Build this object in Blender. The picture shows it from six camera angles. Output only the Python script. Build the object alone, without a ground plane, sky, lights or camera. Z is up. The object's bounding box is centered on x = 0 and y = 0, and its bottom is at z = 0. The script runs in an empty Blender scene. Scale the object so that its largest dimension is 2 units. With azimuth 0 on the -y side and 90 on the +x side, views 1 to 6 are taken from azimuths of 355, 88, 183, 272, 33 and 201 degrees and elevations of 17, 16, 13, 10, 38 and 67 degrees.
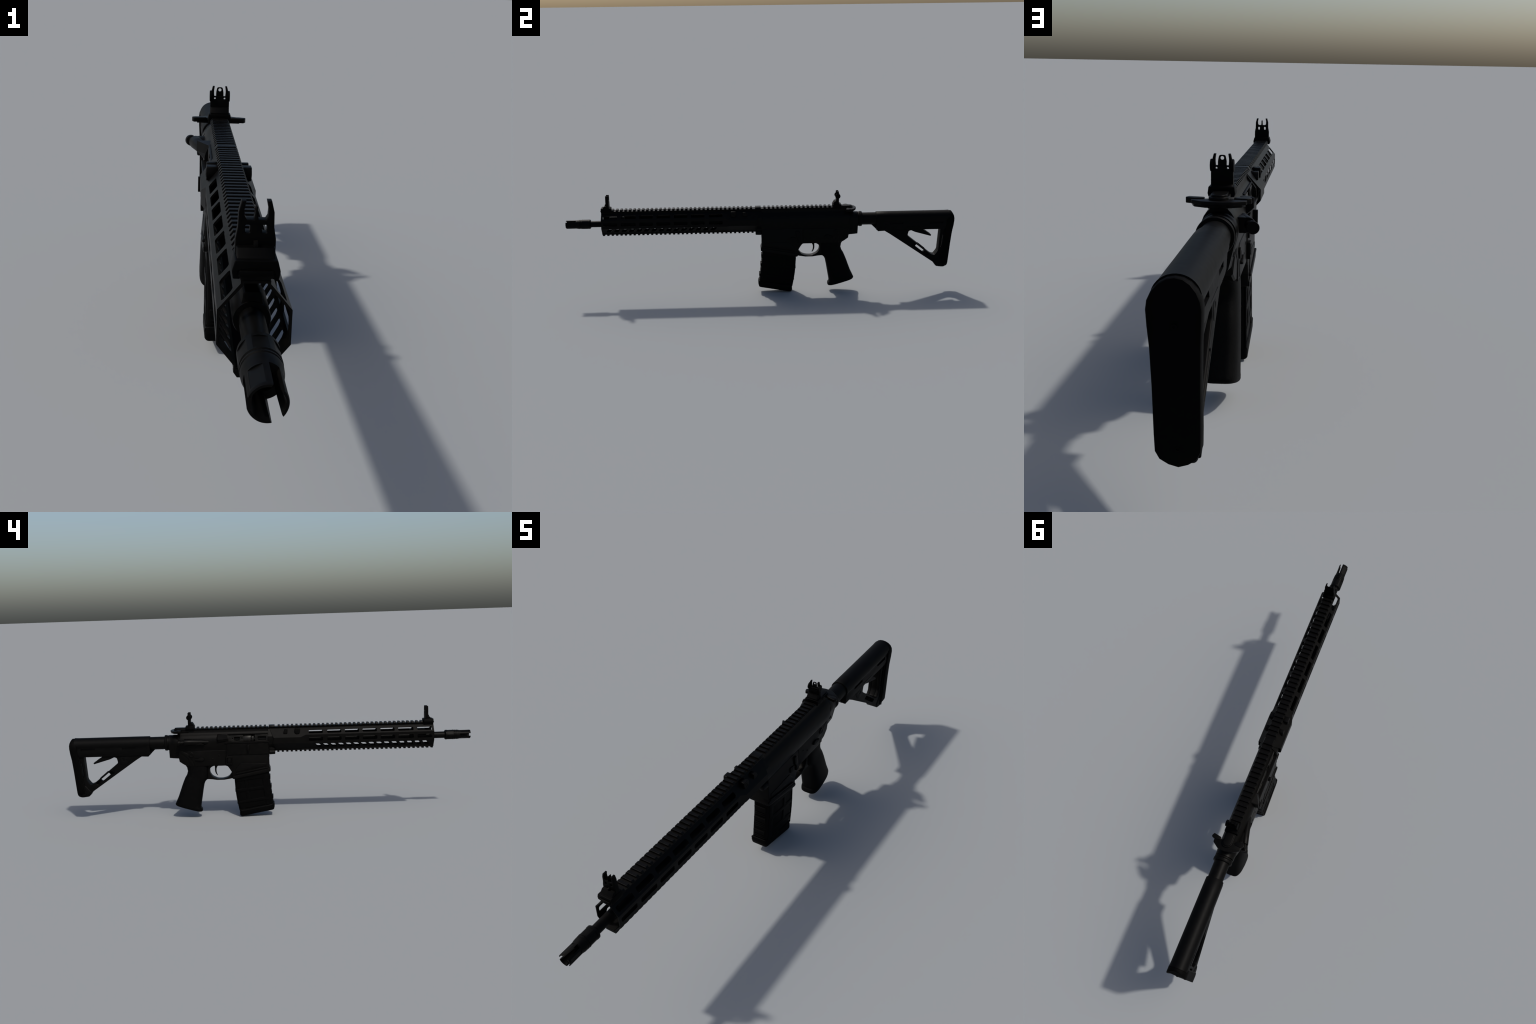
import bpy, bmesh, math
from mathutils import Vector, Matrix

CX = 0.0075            # the object's own centre plane in x
AX = 0.381             # height of the barrel axis
PITCH = 0.0221         # rail tooth pitch

# ------------------------------------------------------------------ materials
def material(name, dark, light, rough, scale, spec=0.5, metallic=0.0, bump=0.0, bump_scale=900.0, scratch=0.0):
    m = bpy.data.materials.new(name)
    m.use_nodes = True
    nt = m.node_tree
    b = nt.nodes['Principled BSDF']
    tc = nt.nodes.new('ShaderNodeTexCoord')
    n = nt.nodes.new('ShaderNodeTexNoise')
    n.inputs['Scale'].default_value = scale
    n.inputs['Detail'].default_value = 5.0
    nt.links.new(tc.outputs['Object'], n.inputs['Vector'])
    r = nt.nodes.new('ShaderNodeValToRGB')
    r.color_ramp.elements[0].position = 0.35
    r.color_ramp.elements[0].color = (*dark, 1)
    r.color_ramp.elements[1].position = 0.68
    r.color_ramp.elements[1].color = (*light, 1)
    nt.links.new(n.outputs['Fac'], r.inputs['Fac'])
    nt.links.new(r.outputs['Color'], b.inputs['Base Color'])
    mr = nt.nodes.new('ShaderNodeMapRange')
    mr.inputs['To Min'].default_value = rough - 0.05
    mr.inputs['To Max'].default_value = rough + 0.05
    nt.links.new(n.outputs['Fac'], mr.inputs['Value'])
    nt.links.new(mr.outputs['Result'], b.inputs['Roughness'])
    b.inputs['Metallic'].default_value = metallic
    b.inputs['Specular IOR Level'].default_value = spec
    if bump > 0:
        n2 = nt.nodes.new('ShaderNodeTexNoise')
        n2.inputs['Scale'].default_value = bump_scale
        nt.links.new(tc.outputs['Object'], n2.inputs['Vector'])
        bp = nt.nodes.new('ShaderNodeBump')
        bp.inputs['Strength'].default_value = bump
        bp.inputs['Distance'].default_value = 0.001
        nt.links.new(n2.outputs['Fac'], bp.inputs['Height'])
        nt.links.new(bp.outputs['Normal'], b.inputs['Normal'])
    return m

ANODISED = material('anodised_black', (.0016, .0015, .00135), (.0023, .0021, .0019), .41, 45, spec=.058)
STEEL = material('blued_steel', (.0015, .00145, .0014), (.0024, .0023, .0021), .47, 60, spec=.052)
CARRIER = material('phosphated_steel', (.0050, .0048, .0043), (.0080, .0076, .0069), .38, 80, spec=.13)
POLYMER = material('magazine_polymer', (.0007, .0007, .0007), (.0011, .0011, .0011), .54, 70, spec=.038)
STOCK = material('stock_polymer', (.0012, .0012, .0012), (.0017, .0017, .0017), .52, 70, spec=.052)
GRIPPED = material('stippled_polymer', (.0009, .0009, .0009), (.0013, .0013, .0013), .56, 70, spec=.044, bump=.5, bump_scale=420)
SIGHT = material('sight_polymer', (.0006, .0006, .0006), (.0010, .0010, .0010), .50, 80, spec=.035)
RUBBER = material('butt_rubber', (.0007, .0007, .0007), (.0011, .0011, .0011), .65, 70, spec=.034)

# ------------------------------------------------------------------ helpers
root = bpy.data.objects.new('rifle', None)
bpy.context.scene.collection.objects.link(root)
root.location = (CX, 0, 0)
root['label'] = 'matte black carbine with slotted handguard and adjustable stock'
root['category'] = 'rifle'

def add(name, mesh, mat, parent=None, angle=32):
    for p in mesh.polygons:
        p.use_smooth = True
    if mat and not mesh.materials:
        mesh.materials.append(mat)
    mesh.set_sharp_from_angle(angle=math.radians(angle))
    o = bpy.data.objects.new(name, mesh)
    bpy.context.scene.collection.objects.link(o)
    o.parent = parent or root
    return o

def bm_mesh(bm, name='part'):
    bmesh.ops.recalc_face_normals(bm, faces=bm.faces)
    me = bpy.data.meshes.new(name)
    bm.to_mesh(me)
    bm.free()
    return me

def loft_mesh(rings, cap=True, closed=False, bm=None):
    own = bm is None
    bm = bm or bmesh.new()
    vs = [[bm.verts.new(p) for p in r] for r in rings]
    n = len(rings[0])
    pairs = list(zip(vs, vs[1:]))
    if closed:
        pairs.append((vs[-1], vs[0]))
    for a, b in pairs:
        for i in range(n):
            j = (i + 1) % n
            bm.faces.new((a[i], a[j], b[j], b[i]))
    if cap and not closed:
        bm.faces.new(vs[0][::-1])
        bm.faces.new(vs[-1])
    return bm_mesh(bm) if own else bm

def fillet(pts, r, n=4):
    """round the corners of a closed 2D outline; points may carry their own radius"""
    out = []
    k = len(pts)
    for i in range(k):
        p = Vector(pts[i][:2]); a = Vector(pts[i - 1][:2]); b = Vector(pts[(i + 1) % k][:2])
        rr = pts[i][2] if len(pts[i]) > 2 else r
        da, db = a - p, b - p
        la, lb = da.length, db.length
        if rr <= 0 or la < 1e-6 or lb < 1e-6:
            out.append(tuple(p)); continue
        d = min(rr, la * .45, lb * .45)
        p0, p1 = p + da / la * d, p + db / lb * d
        for s in range(n + 1):
            t = s / n
            q = p0 * (1 - t) ** 2 + p * 2 * t * (1 - t) + p1 * t * t
            out.append(tuple(q))
    return out

def plate_mesh(outer, holes, d0, d1, bevel=.0015, axis='x', r=0.0, seg=2):
    """flat outline with holes, given thickness from d0 to d1 along the axis, edges rounded.
    axis x: outline is (y, z); axis y: outline is (x, z); axis z: outline is (x, y)"""
    cu = bpy.data.curves.new('outline', 'CURVE')
    cu.dimensions = '2D'
    cu.fill_mode = 'BOTH'
    loops = [fillet(outer, r) if r else [p[:2] for p in outer]] + [fillet(h, .002) if len(h) < 12 else h for h in holes]
    for lp in loops:
        sp = cu.splines.new('POLY')
        sp.points.add(len(lp) - 1)
        for q, p in zip(sp.points, lp):
            q.co = (p[0], p[1], 0, 1)
        sp.use_cyclic_u = True
    h = abs(d1 - d0) / 2
    bevel = min(bevel, h * .95)
    cu.extrude = h - bevel
    cu.bevel_depth = bevel
    cu.bevel_resolution = seg
    cu.offset = -bevel
    ob = bpy.data.objects.new('outline', cu)
    bpy.context.scene.collection.objects.link(ob)
    dg = bpy.context.evaluated_depsgraph_get()
    me = bpy.data.meshes.new_from_object(ob.evaluated_get(dg))
    bpy.data.objects.remove(ob)
    bpy.data.curves.remove(cu)
    me.materials.clear()
    mid = (d0 + d1) / 2
    if axis == 'x':
        M = Matrix(((0, 0, 1, mid), (1, 0, 0, 0), (0, 1, 0, 0), (0, 0, 0, 1)))
    elif axis == 'y':
        M = Matrix(((1, 0, 0, 0), (0, 0, -1, mid), (0, 1, 0, 0), (0, 0, 0, 1)))
    else:
        M = Matrix.Translation((0, 0, mid))
    me.transform(M)
    bm = bmesh.new(); bm.from_mesh(me)
    bmesh.ops.remove_doubles(bm, verts=bm.verts, dist=1e-6)
    bmesh.ops.recalc_face_normals(bm, faces=bm.faces)
    bm.to_mesh(me); bm.free()
    return me

def box_mesh(x0, x1, y0, y1, z0, z1, bevel=.001):
    bm = bmesh.new()
    bmesh.ops.create_cube(bm, size=1)
    for v in bm.verts:
        v.co = Vector(((x0 + x1) / 2 + v.co.x * (x1 - x0), (y0 + y1) / 2 + v.co.y * (y1 - y0), (z0 + z1) / 2 + v.co.z * (z1 - z0)))
    if bevel:
        bmesh.ops.bevel(bm, geom=bm.edges[:], offset=bevel, segments=2, profile=.5, affect='EDGES')
    return bm_mesh(bm)

def lathe_mesh(profile, centre=(0, 0), n=40, axis='y', cap=True):
    """profile: (position along axis, radius); centre: the other two coordinates"""
    rings = []
    for a, r in profile:
        ring = []
        for i in range(n):
            t = 2 * math.pi * i / n
            u, w = r * math.cos(t), r * math.sin(t)
            ring.append((centre[0] + u, a, centre[1] + w) if axis == 'y' else
                        (a, centre[0] + u, centre[1] + w) if axis == 'x' else (centre[0] + u, centre[1] + w, a))
        rings.append(ring)
    return loft_mesh(rings, cap=cap)

def join(meshes):
    bm = bmesh.new()
    for m in meshes:
        bm.from_mesh(m)
        bpy.data.meshes.remove(m)
    me = bpy.data.meshes.new('part')
    bm.to_mesh(me); bm.free()
    return me

def mirror(me):
    """a copy of a mesh on the other side of the centre plane"""
    m2 = me.copy()
    m2.transform(Matrix.Scale(-1, 4, (1, 0, 0)))
    m2.flip_normals()
    return m2

def cut(obj, cutter_mesh):
    c = bpy.data.objects.new('cutter', cutter_mesh)
    bpy.context.scene.collection.objects.link(c)
    c.parent = obj.parent
    md = obj.modifiers.new('cut', 'BOOLEAN')
    md.operation = 'DIFFERENCE'
    md.solver = 'EXACT'
    md.use_self = True
    md.object = c
    bpy.context.view_layer.update()
    dg = bpy.context.evaluated_depsgraph_get()
    me = bpy.data.meshes.new_from_object(obj.evaluated_get(dg))
    obj.modifiers.clear()
    old = obj.data
    obj.data = me
    bpy.data.meshes.remove(old)
    bpy.data.objects.remove(c)
    bpy.data.meshes.remove(cutter_mesh)
    for p in me.polygons:
        p.use_smooth = True
    me.set_sharp_from_angle(angle=math.radians(32))

def prism(pts8):
    """six-sided cutter from two quads"""
    return loft_mesh([pts8[:4], pts8[4:]])

# ------------------------------------------------------------------ handguard
def ring(half, ys):
    """mirror a half outline (x, z, dy) from top to bottom into a closed ring"""
    right = [(x, z) for x, z in half]
    pts = [(x, ys[i], z) for i, (x, z) in enumerate(right)]
    left = [(-x, y, z) for x, y, z in reversed(pts)]
    return pts + left

OUT_F = [(.0175, .4420), (.0175, .4385), (.0437, .4070), (.0437, .3640), (.0225, .3375), (.0225, .3300)]
INN_F = [(.0140, .4390), (.0140, .4365), (.0408, .4055), (.0408, .3655), (.0200, .3395), (.0200, .3330)]
OUT_R = [(.0175, .4420), (.0175, .4390), (.0510, .3970), (.0510, .3680), (.0225, .3350), (.0225, .3300)]
INN_R = [(.0140, .4390), (.0140, .4370), (.0475, .3955), (.0475, .3695), (.0200, .3380), (.0200, .3330)]
YR = [-.002, -.004, -.024, -.020, -.024, -.026]
flat = lambda y: [y] * 6
rings = [ring(OUT_F, flat(-.816)), ring(OUT_F, flat(-.182)), ring(OUT_R, flat(-.158)), ring(OUT_R, YR),
         ring(INN_R, [y - .001 for y in YR]), ring(INN_R, flat(-.155)), ring(INN_F, flat(-.180)), ring(INN_F, flat(-.816))]
handguard = add('handguard', loft_mesh(rings, cap=False, closed=True), ANODISED, angle=20)

SLOTS = [(-.198, -.268), (-.2895, -.3595), (-.377, -.447), (-.4645, -.5355), (-.5525, -.623), (-.640, -.7155), (-.734, -.806)]

def facet_cutter(p, q, s0, s1, y0, y1, shear=0.0, ch=.004):
    """slot through the facet p-q, between fractions s0 and s1 of its width"""
    p, q = Vector((p[0], 0, p[1])), Vector((q[0], 0, q[1]))
    t = q - p
    n = Vector((t.z, 0, -t.x)).normalized()
    ya, yb = max(y0, y1), min(y0, y1)
    ds = ch / t.length
    outline = [(s0 + ds, ya), (s0, ya - ch), (s0, yb + ch), (s0 + ds, yb), (s1 - ds, yb), (s1, yb + ch), (s1, ya - ch), (s1 - ds, ya)]
    a, b = [], []
    for s, y in outline:
        base = p + t * s + Vector((0, y + shear * (s - .5), 0))
        a.append(base + n * .009)
        b.append(base - n * .009)
    return loft_mesh([a, b])

cutters = []
for y0, y1 in SLOTS:
    m = facet_cutter(OUT_F[1], OUT_F[2], .31, .80, y0, y1, ch=.0035)
    cutters += [m, mirror(m)]
    m = facet_cutter(OUT_F[2], OUT_F[3], .30, .72, y0, y1, ch=.0035)
    cutters += [m, mirror(m)]
for i in range(15):
    yc = -.2455 - i * .0379
    m = facet_cutter(OUT_F[3], OUT_F[4], .10, .82, yc + .0125, yc - .0125, shear=-.020, ch=.0040)
    cutters += [m, mirror(m)]
cut(handguard, join(cutters))

# rails: a continuous dovetail base with separate teeth
RAIL_BASE = [(-.0165, .4410), (.0165, .4410), (.0165, .4435), (.0220, .4468), (.0220, .4488), (-.0220, .4488), (-.0220, .4468), (-.0165, .4435)]
TOOTH = [(-.0228, .4485), (.0228, .4485), (.0228, .4493), (.0182, .4563), (-.0182, .4563), (-.0228, .4500)]
rail = add('top_rail', plate_mesh(RAIL_BASE, [], -.815, -.0005, .0004, 'y'), ANODISED, handguard)
tooth_me = plate_mesh(TOOTH, [], -.0054, .0054, .0006, 'y', seg=1)
tooth_me.materials.append(ANODISED)
def tooth(name, me, y, parent):
    o = bpy.data.objects.new(name, me)
    o.location = (0, y, 0)
    bpy.context.scene.collection.objects.link(o)
    o.parent = parent
for p in tooth_me.polygons:
    p.use_smooth = False
for i in range(33):
    tooth('rail_tooth', tooth_me, -.758 + i * PITCH, rail)
add('rail_block', plate_mesh(TOOTH, [], -.030, -.0008, .0006, 'y', seg=1), ANODISED, rail)

low_rail = add('bottom_rail', plate_mesh([(-.0195, .3350), (.0195, .3350), (.0222, .3310), (.0222, .3285), (-.0222, .3285), (-.0222, .3310)], [], -.8145, -.030, .0004, 'y'), ANODISED, handguard)
low_me = plate_mesh([(-.0225, .3288), (.0225, .3288), (.0225, .3275), (.0180, .3210), (-.0180, .3210), (-.0225, .3275)], [], -.0054, .0054, .0006, 'y', seg=1)
low_me.materials.append(ANODISED)
for i in range(35):
    tooth('rail_tooth', low_me, -.8085 + i * .02245, low_rail)

# bosses on the rear shoulders of the handguard
boss = plate_mesh(fillet([(-.155, .4400, .003), (-.130, .4400, .003), (-.128, .4250, .010), (-.134, .4120, .008), (-.150, .4120, .008), (-.157, .4250, .010)], .006), [], .020, .0425, .0012, 'x')
hole = lathe_mesh([(.0420, .0075), (.0432, .0075), (.0432, .0050), (.0405, .0050)], (-.1425, .4255), 24, 'x')
boss2 = plate_mesh(fillet([(-.094, .4360, .003), (-.078, .4360, .006), (-.072, .4200, .006), (-.074, .4140, .004), (-.092, .4140, .005)], .004), [], .020, .0405, .0012, 'x')
b3 = join([boss, hole, boss2])
add('sling_boss', mirror(b3), ANODISED, handguard)
add('sling_boss', b3, ANODISED, handguard)

# ------------------------------------------------------------------ barrel group
barrel = add('barrel', lathe_mesh([(.0, .024), (-.16, .024), (-.165, .0185), (-.60, .0175), (-.605, .0162), (-.884, .0162)], (0, AX), 40), STEEL)
nut = add('barrel_nut', lathe_mesh([(.004, .033), (.002, .036), (-.030, .036), (-.034, .033), (-.120, .033), (-.122, .024)], (0, AX), 40), STEEL, barrel)
gas = join([lathe_mesh([(-.700, .0165), (-.700, .0225), (-.704, .0235), (-.776, .0235), (-.780, .0225), (-.780, .0165)], (0, AX), 36),
            plate_mesh(fillet([(-.020, .384), (.020, .384), (.0125, .402), (.0105, .416), (-.0105, .416), (-.0125, .402)], .004), [], -.778, -.702, .002, 'y')])
add('gas_block', gas, STEEL, barrel)

# flash hider: stepped sleeve, then three prongs parted by slots
fh = add('flash_hider', lathe_mesh([(-.872, .0165), (-.8755, .0220), (-.8775, .0240), (-.918, .0240), (-.9190, .0222), (-.9215, .0222), (-.9225, .0236), (-.9255, .0236),
          (-.9265, .0222), (-.9290, .0222), (-.9300, .0234), (-.938, .0230), (-.9480, .0210), (-.9975, .0212), (-1.0, .0204), (-1.0, .0178), (-.994, .0170), (-.938, .0110), (-.900, .0095), (-.899, .001)], (0, AX), 48), STEEL, barrel)
cs = []
for a in (60, 180, 300):
    m = box_mesh(.004, .04, -1.01, -.9480, -.0064, .0064, 0)
    m.transform(Matrix.Translation((0, 0, AX)) @ Matrix.Rotation(-math.radians(a), 4, 'Y'))
    cs.append(m)
for a in (0, 120, 240):          # shallow flats on each prong
    m = box_mesh(.0190, .04, -.9940, -.9520, -.0085, .0085, 0)
    m.transform(Matrix.Translation((0, 0, AX)) @ Matrix.Rotation(-math.radians(a), 4, 'Y'))
    cs.append(m)
for a in (30, 150, 270, 90, 210, 330):        # wrench flats
    m = box_mesh(.0223, .04, -.9150, -.8850, -.02, .02, 0)
    m.transform(Matrix.Translation((0, 0, AX)) @ Matrix.Rotation(-math.radians(a), 4, 'Y'))
    cs.append(m)
cut(fh, join(cs))

# ------------------------------------------------------------------ upper receiver
UP = [(.0165, .4420), (.0172, .4300), (.0195, .4245), (.0260, .4180), (.0325, .4085), (.0370, .3970), (.0390, .3840), (.0384, .3650), (.0364, .3480), (.0350, .3425)]
def upring(y, s=1.0):
    h = [(x * s, z) for x, z in UP]
    return [(x, y, z) for x, z in h] + [(-x, y, z) for x, z in reversed(h)]
upper = add('upper_receiver', loft_mesh([upring(.0), upring(.30), upring(.415), upring(.444, .985), upring(.456, .955)]), ANODISED)
NOSE = [(.0165, .4420), (.0165, .4380), (.0400, .4040), (.0420, .3860), (.0400, .3640), (.0260, .3420), (.0240, .3340)]
def nose_ring(y):
    return [(x, y, z) for x, z in NOSE] + [(-x, y, z) for x, z in reversed(NOSE)]
add('receiver_nose', loft_mesh([nose_ring(-.060), nose_ring(.003)]), ANODISED, upper, angle=15)
# brass deflector and forward assist housing on the right
defl = loft_mesh([[(-.0180, .2560, .4195), (-.0545, .2560, .4185), (-.0548, .2560, .3960), (-.0440, .2560, .3850), (-.0330, .2560, .3780)],
                  [(-.0180, .2520, .4205), (-.0555, .2520, .4195), (-.0560, .2520, .3960), (-.0450, .2520, .3840), (-.0330, .2520, .3770)],
                  [(-.0185, .2030, .4240), (-.0270, .2030, .4160), (-.0365, .2030, .3980), (-.0385, .2030, .3860), (-.0330, .2030, .3780)]])
add('brass_deflector', defl, ANODISED, upper, angle=18)
def fa_ring(y, cx, cz, r, n=28):
    return [(cx + r * math.cos(2 * math.pi * i / n), y, cz + r * math.sin(2 * math.pi * i / n)) for i in range(n)]
fa = loft_mesh([fa_ring(.300, -.0300, .382, .010), fa_ring(.335, -.0380, .384, .0135), fa_ring(.385, -.0480, .386, .0160), fa_ring(.4175, -.0560, .387, .0165), fa_ring(.4195, -.0565, .387, .0155)])
web = plate_mesh([(.320, .3720), (.420, .3700), (.420, .4030), (.380, .4010)], [], -.054, -.030, .003, 'x')
add('forward_assist_housing', join([fa, web]), ANODISED, upper)
knob = loft_mesh([fa_ring(.415, -.0570, .387, .0100), fa_ring(.4380, -.0640, .387, .0100), fa_ring(.4390, -.0660, .387, .0135), fa_ring(.4480, -.0685, .387, .0138), fa_ring(.4500, -.0688, .387, .0130), fa_ring(.4500, -.0688, .387, .0095), fa_ring(.4490, -.0688, .387, .0090)])
add('forward_assist', knob, STEEL, upper)

# ejection port
cut(upper, box_mesh(-.060, -.0080, .006, .2015, .3815, .4165, 0))
lip = join([box_mesh(-.0450, -.0340, .0010, .2200, .3735, .3805, .0012), box_mesh(-.0300, -.0230, .004, .206, .4160, .4195, .0008)])
add('port_lip', lip, ANODISED, upper)
carrier = add('bolt_carrier', plate_mesh([(.127, .3800), (.202, .3800), (.202, .4125), (.127, .4125)],
     [[(.146, .3850, .003), (.172, .3850, .003), (.174, .4040, .004), (.144, .4040, .004)],
      [(.1805 + .0028 * math.cos(i * math.pi / 6), .3975 + .0028 * math.sin(i * math.pi / 6)) for i in range(12)],
      [(.1345 + .0028 * math.cos(i * math.pi / 6), .3975 + .0028 * math.sin(i * math.pi / 6)) for i in range(12)]], -.0305, -.0230, .0008, 'x'), CARRIER, upper)
add('bolt_head', lathe_mesh([(.200, .006), (.200, .0140), (.127, .0140), (.127, .0295), (.118, .0312), (.100, .0312), (.088, .0300), (.086, .0270), (.076, .0270), (.076, .0140), (.006, .0140), (.006, .006)], (0, .389), 40), CARRIER, upper)
add('chamber_block', plate_mesh([(.004, .3800), (.070, .3800), (.070, .4135), (.004, .4135)],
     [[(.014, .3860, .004), (.056, .3860, .004), (.056, .4045, .004), (.014, .4045, .004)]], -.0310, -.0230, .0008, 'x'), CARRIER, upper)
add('extractor_pin', join([lathe_mesh([(-.0280, .0032), (-.0318, .0032), (-.0320, .0022)], (.0875, z), 14, 'x') for z in (.386, .395, .404)]), STEEL, upper)
door = join([plate_mesh([(.008, .3160), (.206, .3160), (.209, .3240), (.209, .3720), (.004, .3720), (.004, .3200)], [], -.0425, -.0375, .001, 'x', r=.003),
             box_mesh(-.0535, -.0400, .0995, .1085, .3330, .3660, .001)])
add('dust_cover', door, ANODISED, upper)

# rail on the receiver
urail = add('receiver_rail', plate_mesh(RAIL_BASE, [], .0005, .412, .0004, 'y'), ANODISED, upper)
for i in range(16):
    tooth('rail_tooth', tooth_me, .0183 + i * .02235, urail)
tail = plate_mesh(fillet([(-.0205, .405), (.0205, .405), (.0205, .462, .016), (.010, .4745, .008), (-.010, .4745, .008), (-.0205, .462, .016)], .002), [], .4400, .4505, .0015, 'z')
tail2 = plate_mesh(fillet([(-.0165, .405), (.0165, .405), (.0165, .458, .014), (.008, .4695, .006), (-.008, .4695, .006), (-.0165, .458, .014)], .002), [], .4495, .4550, .0015, 'z')
add('rail_tail', join([tail, tail2]), ANODISED, upper)

# charging handle
ch = join([plate_mesh(fillet([(-.0575, .438), (-.022, .446), (.022, .446), (.0550, .450), (.0550, .467), (.0300, .4860), (.0, .4915), (-.0300, .4860), (-.0575, .470)], .004), [], .4365, .4445, .0015, 'z'),
           plate_mesh(fillet([(-.0545, .452), (.0545, .452), (.0480, .470), (.0250, .482), (-.0250, .482), (-.0480, .470)], .003), [], .4310, .4385, .0012, 'z'),
           box_mesh(-.019, .019, .400, .486, .4300, .4410, .002)])
add('charging_handle', ch, ANODISED)
latch = plate_mesh(fillet([(.0300, .4400), (.0630, .4325), (.0685, .4440), (.0675, .4490), (.0580, .4530), (.0520, .4560), (.0300, .4520)], .003), [], .4350, .4470, .0015, 'z')
latch_r = plate_mesh(fillet([(-.0300, .4380), (-.0620, .4325), (-.0665, .4440), (-.0655, .4500), (-.0570, .4560), (-.0300, .4520)], .003), [], .4360, .4470, .0015, 'z')
add('charging_latch', latch, ANODISED)
add('charging_latch', latch_r, ANODISED)

# ------------------------------------------------------------------ lower receiver
low_profile = [(.0, .3435), (.0, .300), (.200, .262), (.300, .262), (.330, .262), (.400, .262), (.405, .300), (.405, .3435)]
lower = add('lower_receiver', plate_mesh(low_profile, [], -.0335, .0335, .002, 'x'), ANODISED)
panel = plate_mesh(fillet([(.219, .3400), (.372, .3400), (.392, .3320), (.405, .3150), (.385, .2900), (.372, .2640), (.219, .2640)], .004), [], .0320, .0352, .0012, 'x')
add('receiver_panel', mirror(panel), ANODISED, lower)
add('receiver_panel', panel, ANODISED, lower)
def tower_ring(y, r, zb, hb, zm, hm, n=22):
    pts = []
    for i in range(n + 1):
        t = -math.radians(18) + math.radians(216) * i / n
        pts.append((r * math.cos(t), y, AX + r * math.sin(t)))
    return pts + [(-hm, y, zm), (-hb, y, zb + .004), (-hb + .004, y, zb), (hb - .004, y, zb), (hb, y, zb + .004), (hm, y, zm)]
tower = loft_mesh([tower_ring(.392, .0330, .2620, .0315, .330, .0338), tower_ring(.424, .0330, .2690, .0300, .332, .0335), tower_ring(.4500, .0335, .2860, .0275, .334, .0325),
                   tower_ring(.4535, .0398, .3030, .0255, .338, .0315), tower_ring(.4780, .0400, .3045, .0245, .338, .0305), tower_ring(.4800, .0388, .3045, .0240, .338, .0300), tower_ring(.4990, .0388, .3065, .0230, .338, .0295)])
add('receiver_tower', tower, ANODISED, lower)
ridge = plate_mesh(fillet([(.444, .346), (.404, .326), (.386, .300), (.376, .266), (.388, .266), (.398, .290), (.416, .312), (.446, .334)], .004), [], .0280, .0340, .0015, 'x')
add('receiver_ridge', mirror(ridge), ANODISED, lower)
add('receiver_ridge', ridge, ANODISED, lower)
# magazine well with its flared rim
mw = [(.002, .3435), (.001, .2520), (-.004, .2400), (-.004, .2290), (.002, .2260), (.180, .1930), (.188, .1960), (.188, .2260), (.204, .2520), (.214, .2640), (.214, .3435)]
well = add('magazine_well', plate_mesh(mw, [], -.0375, .0375, .0025, 'x', r=.002), ANODISED)
wp = plate_mesh(fillet([(.016, .2700), (.146, .2720), (.170, .2440), (.170, .2280), (.017, .2560)], .003), [], .0360, .0395, .0012, 'x')
rim = plate_mesh(fillet([(-.004, .2410), (-.004, .2290), (.002, .2260), (.180, .1930), (.188, .1960), (.186, .2080), (.010, .2420)], .003), [], .0360, .0405, .0015, 'x')
rim2 = plate_mesh(fillet([(.010, .2520), (.168, .2230), (.172, .2170), (.008, .2460)], .002), [], .0370, .0430, .0015, 'x')
w3 = join([wp, rim, rim2])
add('well_rim', mirror(w3), ANODISED, well)
add('well_rim', w3, ANODISED, well)
add('pivot_lug', join([lathe_mesh([(-.030, .008), (-.0285, .0110), (-.006, .0120), (-.002, .0120)], (sx * .0285, .3240), 20) for sx in (-1, 1)] +
    [box_mesh(-.030, .030, -.028, .006, .3130, .3480, .004)]), ANODISED, lower)

# controls
def disc(y, z, r, x0, x1, side, n=24):
    m = lathe_mesh([(x0, r), (x1 - .0008, r), (x1, r - .0012), (x1, r * .55), (x1 - .0012, r * .45)], (y, z), n, 'x')
    return mirror(m) if side < 0 else m
for side in (-1, 1):
    add('takedown_pin', disc(.467, .338, .0085, .0250, .0318, side), STEEL, lower)
    add('takedown_pin', disc(-.016, .324, .0075, .0290, .0385, side), STEEL, lower)
    add('trigger_pin', disc(.283, .296, .0045, .0340, .0362, side), STEEL, lower)
    add('hammer_pin', disc(.252, .314, .0045, .0340, .0362, side), STEEL, lower)
    lev = plate_mesh(fillet([(.370, .2985), (.372, .2925), (.352, .2900), (.345, .2870), (.332, .2890), (.323, .2970), (.332, .3060), (.346, .3070), (.354, .3010)], .004), [], .0340, .0410, .0015, 'x')
    add('safety_selector', mirror(lev) if side < 0 else lev, STEEL, lower)
    add('rear_boss', disc(.389, .321, .0125, .0320, .0385, side), ANODISED, lower)
# magazine catch
catch = plate_mesh(fillet([(.185, .2680), (.217, .2680), (.217, .3080), (.185, .3080)], .004), [[(.190, .2740), (.212, .2740), (.212, .3020), (.190, .3020)]], -.0440, -.0330, .001, 'x')
add('catch_fence', catch, ANODISED, lower)
add('magazine_catch', box_mesh(-.0425, -.0330, .192, .210, .2760, .3000, .002), STEEL, lower)
# bolt release on the left
rel = plate_mesh(fillet([(.176, .3300), (.190, .3330), (.200, .3180), (.196, .3020), (.206, .2780), (.200, .2640), (.188, .2640), (.190, .2850), (.180, .3020)], .004), [], .0350, .0440, .0015, 'x')
add('bolt_release', rel, STEEL, lower)
fence = plate_mesh(fillet([(.150, .3000), (.178, .2950), (.178, .2700), (.150, .2760)], .005), [], .0360, .0415, .0015, 'x')
add('catch_button', fence, STEEL, lower)

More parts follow.
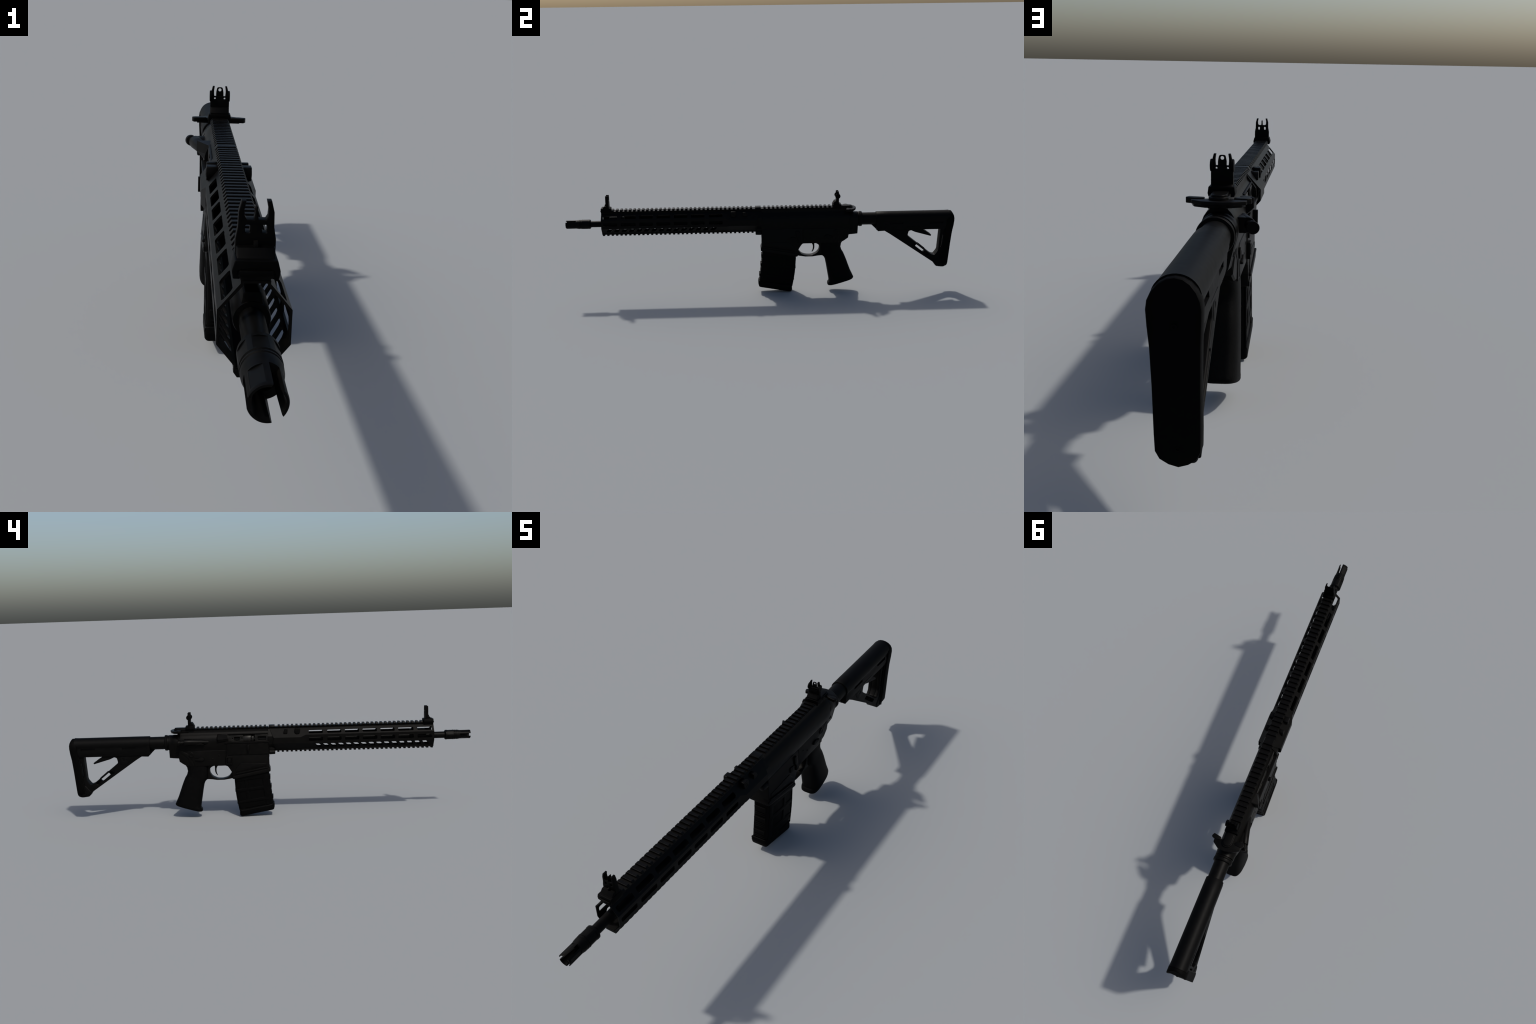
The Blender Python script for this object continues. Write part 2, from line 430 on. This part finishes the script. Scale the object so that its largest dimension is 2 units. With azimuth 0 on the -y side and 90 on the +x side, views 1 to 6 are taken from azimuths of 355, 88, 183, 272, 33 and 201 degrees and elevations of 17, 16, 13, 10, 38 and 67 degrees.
# trigger and guard
guard_out = [(.180, .196), (.206, .191), (.230, .1875), (.266, .1875), (.290, .1915), (.309, .1930), (.320, .1920), (.320, .264), (.180, .264)]
guard_hole = fillet([(.302, .2470), (.284, .2600), (.223, .2610), (.204, .2530), (.1885, .2260), (.208, .2010), (.234, .1930), (.262, .1930), (.288, .2050), (.301, .2220)], .010)
add('trigger_guard', plate_mesh(guard_out, [guard_hole], -.0200, .0200, .0014, 'x'), ANODISED)
outline = [(.280, .268), (.2765, .256), (.2762, .246), (.2765, .236), (.2750, .227), (.2715, .218), (.2640, .2090), (.2630, .2095),
           (.2665, .217), (.2690, .226), (.2695, .236), (.2680, .246), (.2640, .254), (.2580, .2605), (.256, .268)]
add('trigger', plate_mesh(outline, [], -.0070, .0070, .0006, 'x'), STEEL)

# ------------------------------------------------------------------ pistol grip
def grip_ring(front, back, hw, n=48, e=3.6):
    f, b = Vector((0, *front)), Vector((0, *back))
    c, d = (f + b) / 2, (b - f) / 2
    out = []
    for i in range(n):
        t = 2 * math.pi * i / n
        ct, st = math.cos(t), math.sin(t)
        k = e if ct < 0 else e + 1.2
        u = math.copysign(abs(ct) ** (2 / k), ct)
        v = math.copysign(abs(st) ** (2 / k), st)
        w = hw * (1 - .24 * max(u, 0) ** 2)
        p = c + d * u
        out.append((w * v, p.y, p.z))
    return out
grip_secs = [((.306, .264), (.440, .290), .0325), ((.308, .240), (.4160, .2560), .0335), ((.309, .220), (.4125, .2360), .0340), ((.310, .200), (.4180, .2180), .0345), ((.316, .1915), (.4280, .2020), .0352),
             ((.326, .182), (.4360, .1840), .0360), ((.332, .168), (.4440, .1640), .0368), ((.338, .140), (.4520, .1420), .0376), ((.345, .100), (.4640, .1100), .0384),
             ((.352, .060), (.4780, .0800), .0390), ((.353, .048), (.4815, .0730), .0392), ((.3465, .0400), (.4825, .0700), .0392), ((.3460, .0300), (.4810, .0650), .0390), ((.3480, .0275), (.4780, .0620), .0378)]
grip = add('pistol_grip', loft_mesh([grip_ring(*s) for s in grip_secs]), GRIPPED, angle=40)
add('grip_cap', loft_mesh([grip_ring((.3520, .0290), (.4740, .0625), .0345), grip_ring((.3550, .0262), (.4720, .0592), .0330)]), POLYMER, grip)

# ------------------------------------------------------------------ magazine
mag_out = [(.005, .2400), (.003, .1900), (.000, .1600), (-.005, .1250), (-.0095, .0900), (-.0130, .0600), (.1580, .0320), (.1650, .0700), (.1700, .1000), (.1740, .1350), (.1770, .1900), (.1780, .2200)]
magazine = add('magazine', plate_mesh(mag_out, [], -.0308, .0308, .009, 'x', seg=4), POLYMER)
panels = [[(.1725, .178), (.128, .184), (.126, .147), (.1700, .140)], [(.112, .186), (.039, .194), (.035, .155), (.109, .145)],
          [(.1690, .123), (.122, .129), (.119, .086), (.1625, .076)], [(.107, .130), (.034, .138), (.029, .099), (.099, .088)],
          [(.1600, .066), (.025, .082), (.022, .052), (.1560, .038)]]
fr = [(.015, .2250), (.014, .1900), (.011, .1600), (.006, .1250), (.0015, .0900), (-.002, .0600), (.1585, .0315), (.1660, .0700), (.1710, .1000), (.1750, .1350), (.1780, .1900), (.1780, .1950)]
for s in (-1, 1):
    m = plate_mesh(fr, panels, .0285, .0330, .0014, 'x')
    add('magazine_ribbing', mirror(m) if s < 0 else m, POLYMER, magazine)
ribs = []
def mag_front(z):
    pts = [(.0, .2400), (-.0005, .19), (-.003, .16), (-.0075, .125), (-.0120, .09), (-.0160, .06)]
    for (ya, za), (yb, zb) in zip(pts, pts[1:]):
        if zb <= z <= za:
            return yb + (ya - yb) * (z - zb) / (za - zb)
    return pts[-1][0]
for z, h, p in ((.196, .022, .0012), (.150, .018, .0022), (.095, .016, .0025)):
    y = mag_front(z)
    m = plate_mesh(fillet([(-.0245, z - h / 2), (.0245, z - h / 2), (.0245, z + h / 2), (-.0245, z + h / 2)], .003), [], y - p, y + .03, .0015, 'y')
    ribs.append(m)
for z in (.176, .168, .132, .124, .116, .078, .070):
    y = mag_front(z) + .002
    ribs.append(box_mesh(-.022, .022, y - .0012, y + .02, z - .002, z + .002, .0006))
for z, h in ((.135, .018), (.072, .016)):
    yb = .1745 if z > .1 else .1660
    ribs.append(plate_mesh(fillet([(-.0245, z - h / 2), (.0245, z - h / 2), (.0245, z + h / 2), (-.0245, z + h / 2)], .003), [], yb - .02, yb + .0022, .0015, 'y'))
add('magazine_rib', join(ribs), POLYMER, magazine)
base = plate_mesh(fillet([(-.0175, .0660), (-.0195, .0480), (-.0150, .0320), (-.0080, .0290), (.1470, .0005), (.1545, .0030), (.1580, .0120), (.1570, .0360)], .004), [], -.0345, .0345, .010, 'x', seg=4)
add('magazine_floor', base, POLYMER, magazine)

# ------------------------------------------------------------------ buffer tube and stock
tube = add('buffer_tube', lathe_mesh([(.490, .0318), (.620, .0318)], (0, AX), 48), STEEL)
add('castle_nut', lathe_mesh([(.500, .032), (.501, .0372), (.506, .0378), (.508, .0366), (.510, .0392), (.519, .0392), (.521, .0382), (.521, .032)], (0, AX), 48), STEEL, tube)
add('tube_spine', plate_mesh([(.522, .3540), (.573, .3500), (.600, .3240), (.640, .3240), (.640, .3540)], [], -.0115, .0115, .0015, 'x'), POLYMER, tube)

# stock barrel: round above, straight flanks below
def stock_ring(y, r, zb, hwb, n=24):
    pts = []
    for i in range(n + 1):
        t = -math.radians(25) + math.radians(230) * i / n
        pts.append((r * math.cos(t), y, AX + .0012 + r * .95 * math.sin(t)))
    pts += [(-hwb - .001, y, zb + .030), (-hwb, y, zb + .012), (-hwb + .003, y, zb), (hwb - .003, y, zb), (hwb, y, zb + .012), (hwb + .001, y, zb + .030)]
    return pts
stock = add('stock', loft_mesh([stock_ring(.5965, .0355, .3260, .031), stock_ring(.5985, .0368, .3250, .0315), stock_ring(.66, .0370, .3245, .0325), stock_ring(.80, .0370, .3240, .0335), stock_ring(.958, .0372, .3240, .0350), stock_ring(.9745, .0380, .3230, .0355)]), STOCK)
channels = []
for y0, y1 in ((.666, .735), (.871, .942)):
    m = box_mesh(.0295, .0450, y0, y1, .3560, .3670, 0)
    channels += [m, mirror(m)]
cut(stock, join(channels))
frame_out = [(.5975, .3450), (.5975, .3270), (.6060, .3170), (.6400, .3185), (.6700, .3000), (.9010, .1430), (.9160, .1220), (.9460, .1180), (.9560, .1300), (.9780, .3400), (.9780, .3450)]
win = fillet([(.932, .3230, .004), (.9240, .2060, .008), (.9050, .1810, .010), (.8880, .1870, .006), (.7600, .2895, .008), (.7660, .3150, .006), (.800, .3240, .003)], .004)
pocket = fillet([(.8780, .1870, .005), (.8000, .2490, .005), (.7800, .2400, .006), (.8640, .1800, .006)], .004)
slot = fillet([(.8600, .2100, .005), (.8180, .2440, .005), (.8030, .2300, .006), (.8480, .1950, .006)], .004)
slit = fillet([(.953, .2900), (.944, .2950), (.934, .2240), (.944, .2180)], .003)
eye = [(.930 + .006 * math.cos(i * math.pi / 8), .1460 + .006 * math.sin(i * math.pi / 8)) for i in range(16)]
add('stock_frame', plate_mesh(frame_out, [win, slot, slit, eye], -.0120, .0120, .002, 'x', seg=2), STOCK, stock)
flange = plate_mesh(frame_out, [win, pocket, slit, eye], .0110, .0258, .003, 'x', seg=3)
add('stock_flange', mirror(flange), STOCK, stock)
add('stock_flange', flange, STOCK, stock)
toe = plate_mesh(fillet([(.900, .1440), (.915, .1210), (.946, .1170), (.962, .1180), (.968, .170), (.930, .180)], .008), [], -.0285, .0285, .008, 'x', seg=4)
add('stock_toe', toe, STOCK, stock)
trim = plate_mesh(fillet([(.700, .3000), (.714, .2800), (.742, .2760), (.752, .2880), (.744, .3200), (.690, .3240)], .006), [[(.7180 + .006 * math.cos(i * math.pi / 6) + .012, .3040 + .006 * math.sin(i * math.pi / 6)) for i in range(12)]], .0240, .0268, .0012, 'x')
for s in (-1, 1):
    add('stock_gusset', mirror(trim) if s < 0 else trim.copy(), STOCK, stock)
    m = box_mesh(.0310, .0345, .750, .850, .3400, .3415, .0004)
    add('stock_seam', mirror(m) if s < 0 else m, STOCK, stock)
    m = plate_mesh(fillet([(.955, .3400), (.972, .3400), (.948, .1200), (.930, .1300)], .004), [], .0200, .0320, .003, 'x')
    add('stock_rail', mirror(m) if s < 0 else m, STOCK, stock)
lever = plate_mesh(fillet([(.836, .3240), (.868, .3040), (.870, .3010), (.8850, .2920), (.8820, .2860), (.800, .3090), (.780, .3180), (.770, .3260)], .001), [], -.0250, .0250, .0015, 'x')
add('stock_lever', lever, STOCK, stock)

# butt pad
def pad_half():
    pts = [(.0, .4160), (.012, .4140), (.0235, .4075), (.0330, .3970), (.0390, .3840), (.0410, .3700), (.0400, .3450), (.0380, .3100), (.0365, .2500), (.0358, .1700), (.0350, .1420), (.0285, .1290), (.0150, .1190), (.0, .1140)]
    return pts
def pad_ring(yf, s, k):
    h = pad_half()
    full = h + [(-x, z) for x, z in reversed(h[1:-1])]
    cz = .265
    return [(x * s, yf(z), cz + (z - cz) * (1 - (1 - s) * k)) for x, z in full]
front = lambda z: .9735 - (.393 - z) * .118
def rear(z):
    pts = [(.114, .9680), (.130, .9730), (.200, .9790), (.300, .9880), (.345, .9960), (.380, 1.0000), (.400, .9975), (.416, .9890)]
    for (za, ya), (zb, yb) in zip(pts, pts[1:]):
        if za <= z <= zb:
            return ya + (yb - ya) * (z - za) / (zb - za)
    return pts[0][1] if z < .2 else pts[-1][1]
mid = lambda z: front(z) + .40 * (rear(z) - front(z))
pad = add('butt_pad', loft_mesh([pad_ring(lambda z: front(z) - .008, .975, .3), pad_ring(lambda z: front(z) - .001, .995, .3), pad_ring(front, 1.0, .3), pad_ring(mid, 1.0, .3), pad_ring(lambda z: rear(z) - .0030, .995, .3), pad_ring(lambda z: rear(z) - .0005, .97, .3), pad_ring(rear, .93, .3)]), RUBBER, angle=28)
screws = []
for z in (.345, .268, .148):
    screws.append(lathe_mesh([(rear(z) - .003, .0045), (rear(z) + .0004, .0045), (rear(z) + .0006, .0038), (rear(z) + .0006, .0022), (rear(z) - .0004, .0020)], (0, z), 16))
add('pad_screw', join(screws), RUBBER, pad)

# ------------------------------------------------------------------ sights
def both(pts):
    return pts + [(-x, z) for x, z in reversed(pts)]
fs = both([(.0005, .5240), (.0025, .5070), (.0110, .5070), (.0135, .5110), (.0140, .5190), (.0120, .5290), (.0172, .5290), (.0205, .5160), (.0210, .4980), (.0235, .4840), (.0235, .4600)])
front_sight = add('front_sight', plate_mesh(fs, [[(s * .0068, .4915), (s * .0128, .4915), (s * .0128, .5010), (s * .0068, .5010)] for s in (1, -1)], -.7905, -.7755, .0012, 'y'), SIGHT)
fbase = plate_mesh([(-.815, .4480), (-.815, .4570), (-.798, .4760), (-.790, .4770), (-.7730, .4640), (-.766, .4640), (-.766, .4480)], [], -.0225, .0225, .002, 'x')
fclamp = plate_mesh(fillet([(-.0265, .4440), (-.0280, .4530), (-.0245, .4660), (.0245, .4660), (.0280, .4530), (.0265, .4440), (.0180, .4440), (.0215, .4500), (.0200, .4540), (-.0200, .4540), (-.0215, .4500), (-.0180, .4440)], .0015), [], -.8155, -.7680, .0012, 'y')
fjaw = box_mesh(-.0195, .0195, -.8185, -.8100, .4480, .4545, .001)
add('sight_base', join([fbase, fclamp, fjaw]), SIGHT, front_sight)
add('sight_post', join([lathe_mesh([(.4900, .0022), (.5200, .0022), (.5215, .0012)], (0, -.783), 12, 'z'), box_mesh(-.0025, .0025, -.797, -.780, .4760, .4830, .0006)]), STEEL, front_sight)

rs = both([(.0085, .5060), (.0135, .5060), (.0142, .5140), (.0142, .5200), (.0128, .5300), (.0172, .5300), (.0203, .5180), (.0205, .5000), (.0230, .4920), (.0230, .4600)])
rear_sight = add('rear_sight', plate_mesh(rs, [[(s * .0095, .4985), (s * .0140, .4985), (s * .0140, .5030), (s * .0095, .5030)] for s in (1, -1)], .3880, .4010, .0012, 'y'), SIGHT)
ap = fillet([(-.0090, .4950), (-.0090, .5150), (-.0065, .5275), (.0065, .5275), (.0090, .5150), (.0090, .4950)], .004)
add('sight_aperture', plate_mesh(ap, [[(.0038 * math.cos(i * math.pi / 8), .5212 + .0038 * math.sin(i * math.pi / 8)) for i in range(16)]], .3925, .3965, .0006, 'y'), SIGHT, rear_sight)
kn = lathe_mesh([(.0185, .0080), (.0190, .0132), (.0235, .0132), (.0245, .0120), (.0245, .004)], (.395, .5060), 28, 'x')
add('windage_knob', mirror(kn), SIGHT, rear_sight)
add('windage_knob', kn, SIGHT, rear_sight)
rbase = plate_mesh([(.3720, .4480), (.3720, .4680), (.3800, .4800), (.3860, .4810), (.4060, .4640), (.4130, .4600), (.4130, .4480)], [], -.0225, .0225, .002, 'x')
rclamp = plate_mesh(fillet([(-.0265, .4430), (-.0285, .4500), (-.0265, .4640), (.0265, .4640), (.0285, .4500), (.0265, .4430), (.0180, .4430), (.0215, .4500), (.0200, .4540), (-.0200, .4540), (-.0215, .4500), (-.0180, .4430)], .0015), [], .3700, .4130, .0012, 'y')
add('sight_base', join([rbase, rclamp]), SIGHT, rear_sight)

# the magazine, the grip and the lower receiver sit a touch to the right of the sight line
magazine.location = (-.0008, .0, -.0008)
grip.location.x = -.0018
lower.location.x = -.0012
well.location.x = -.0012
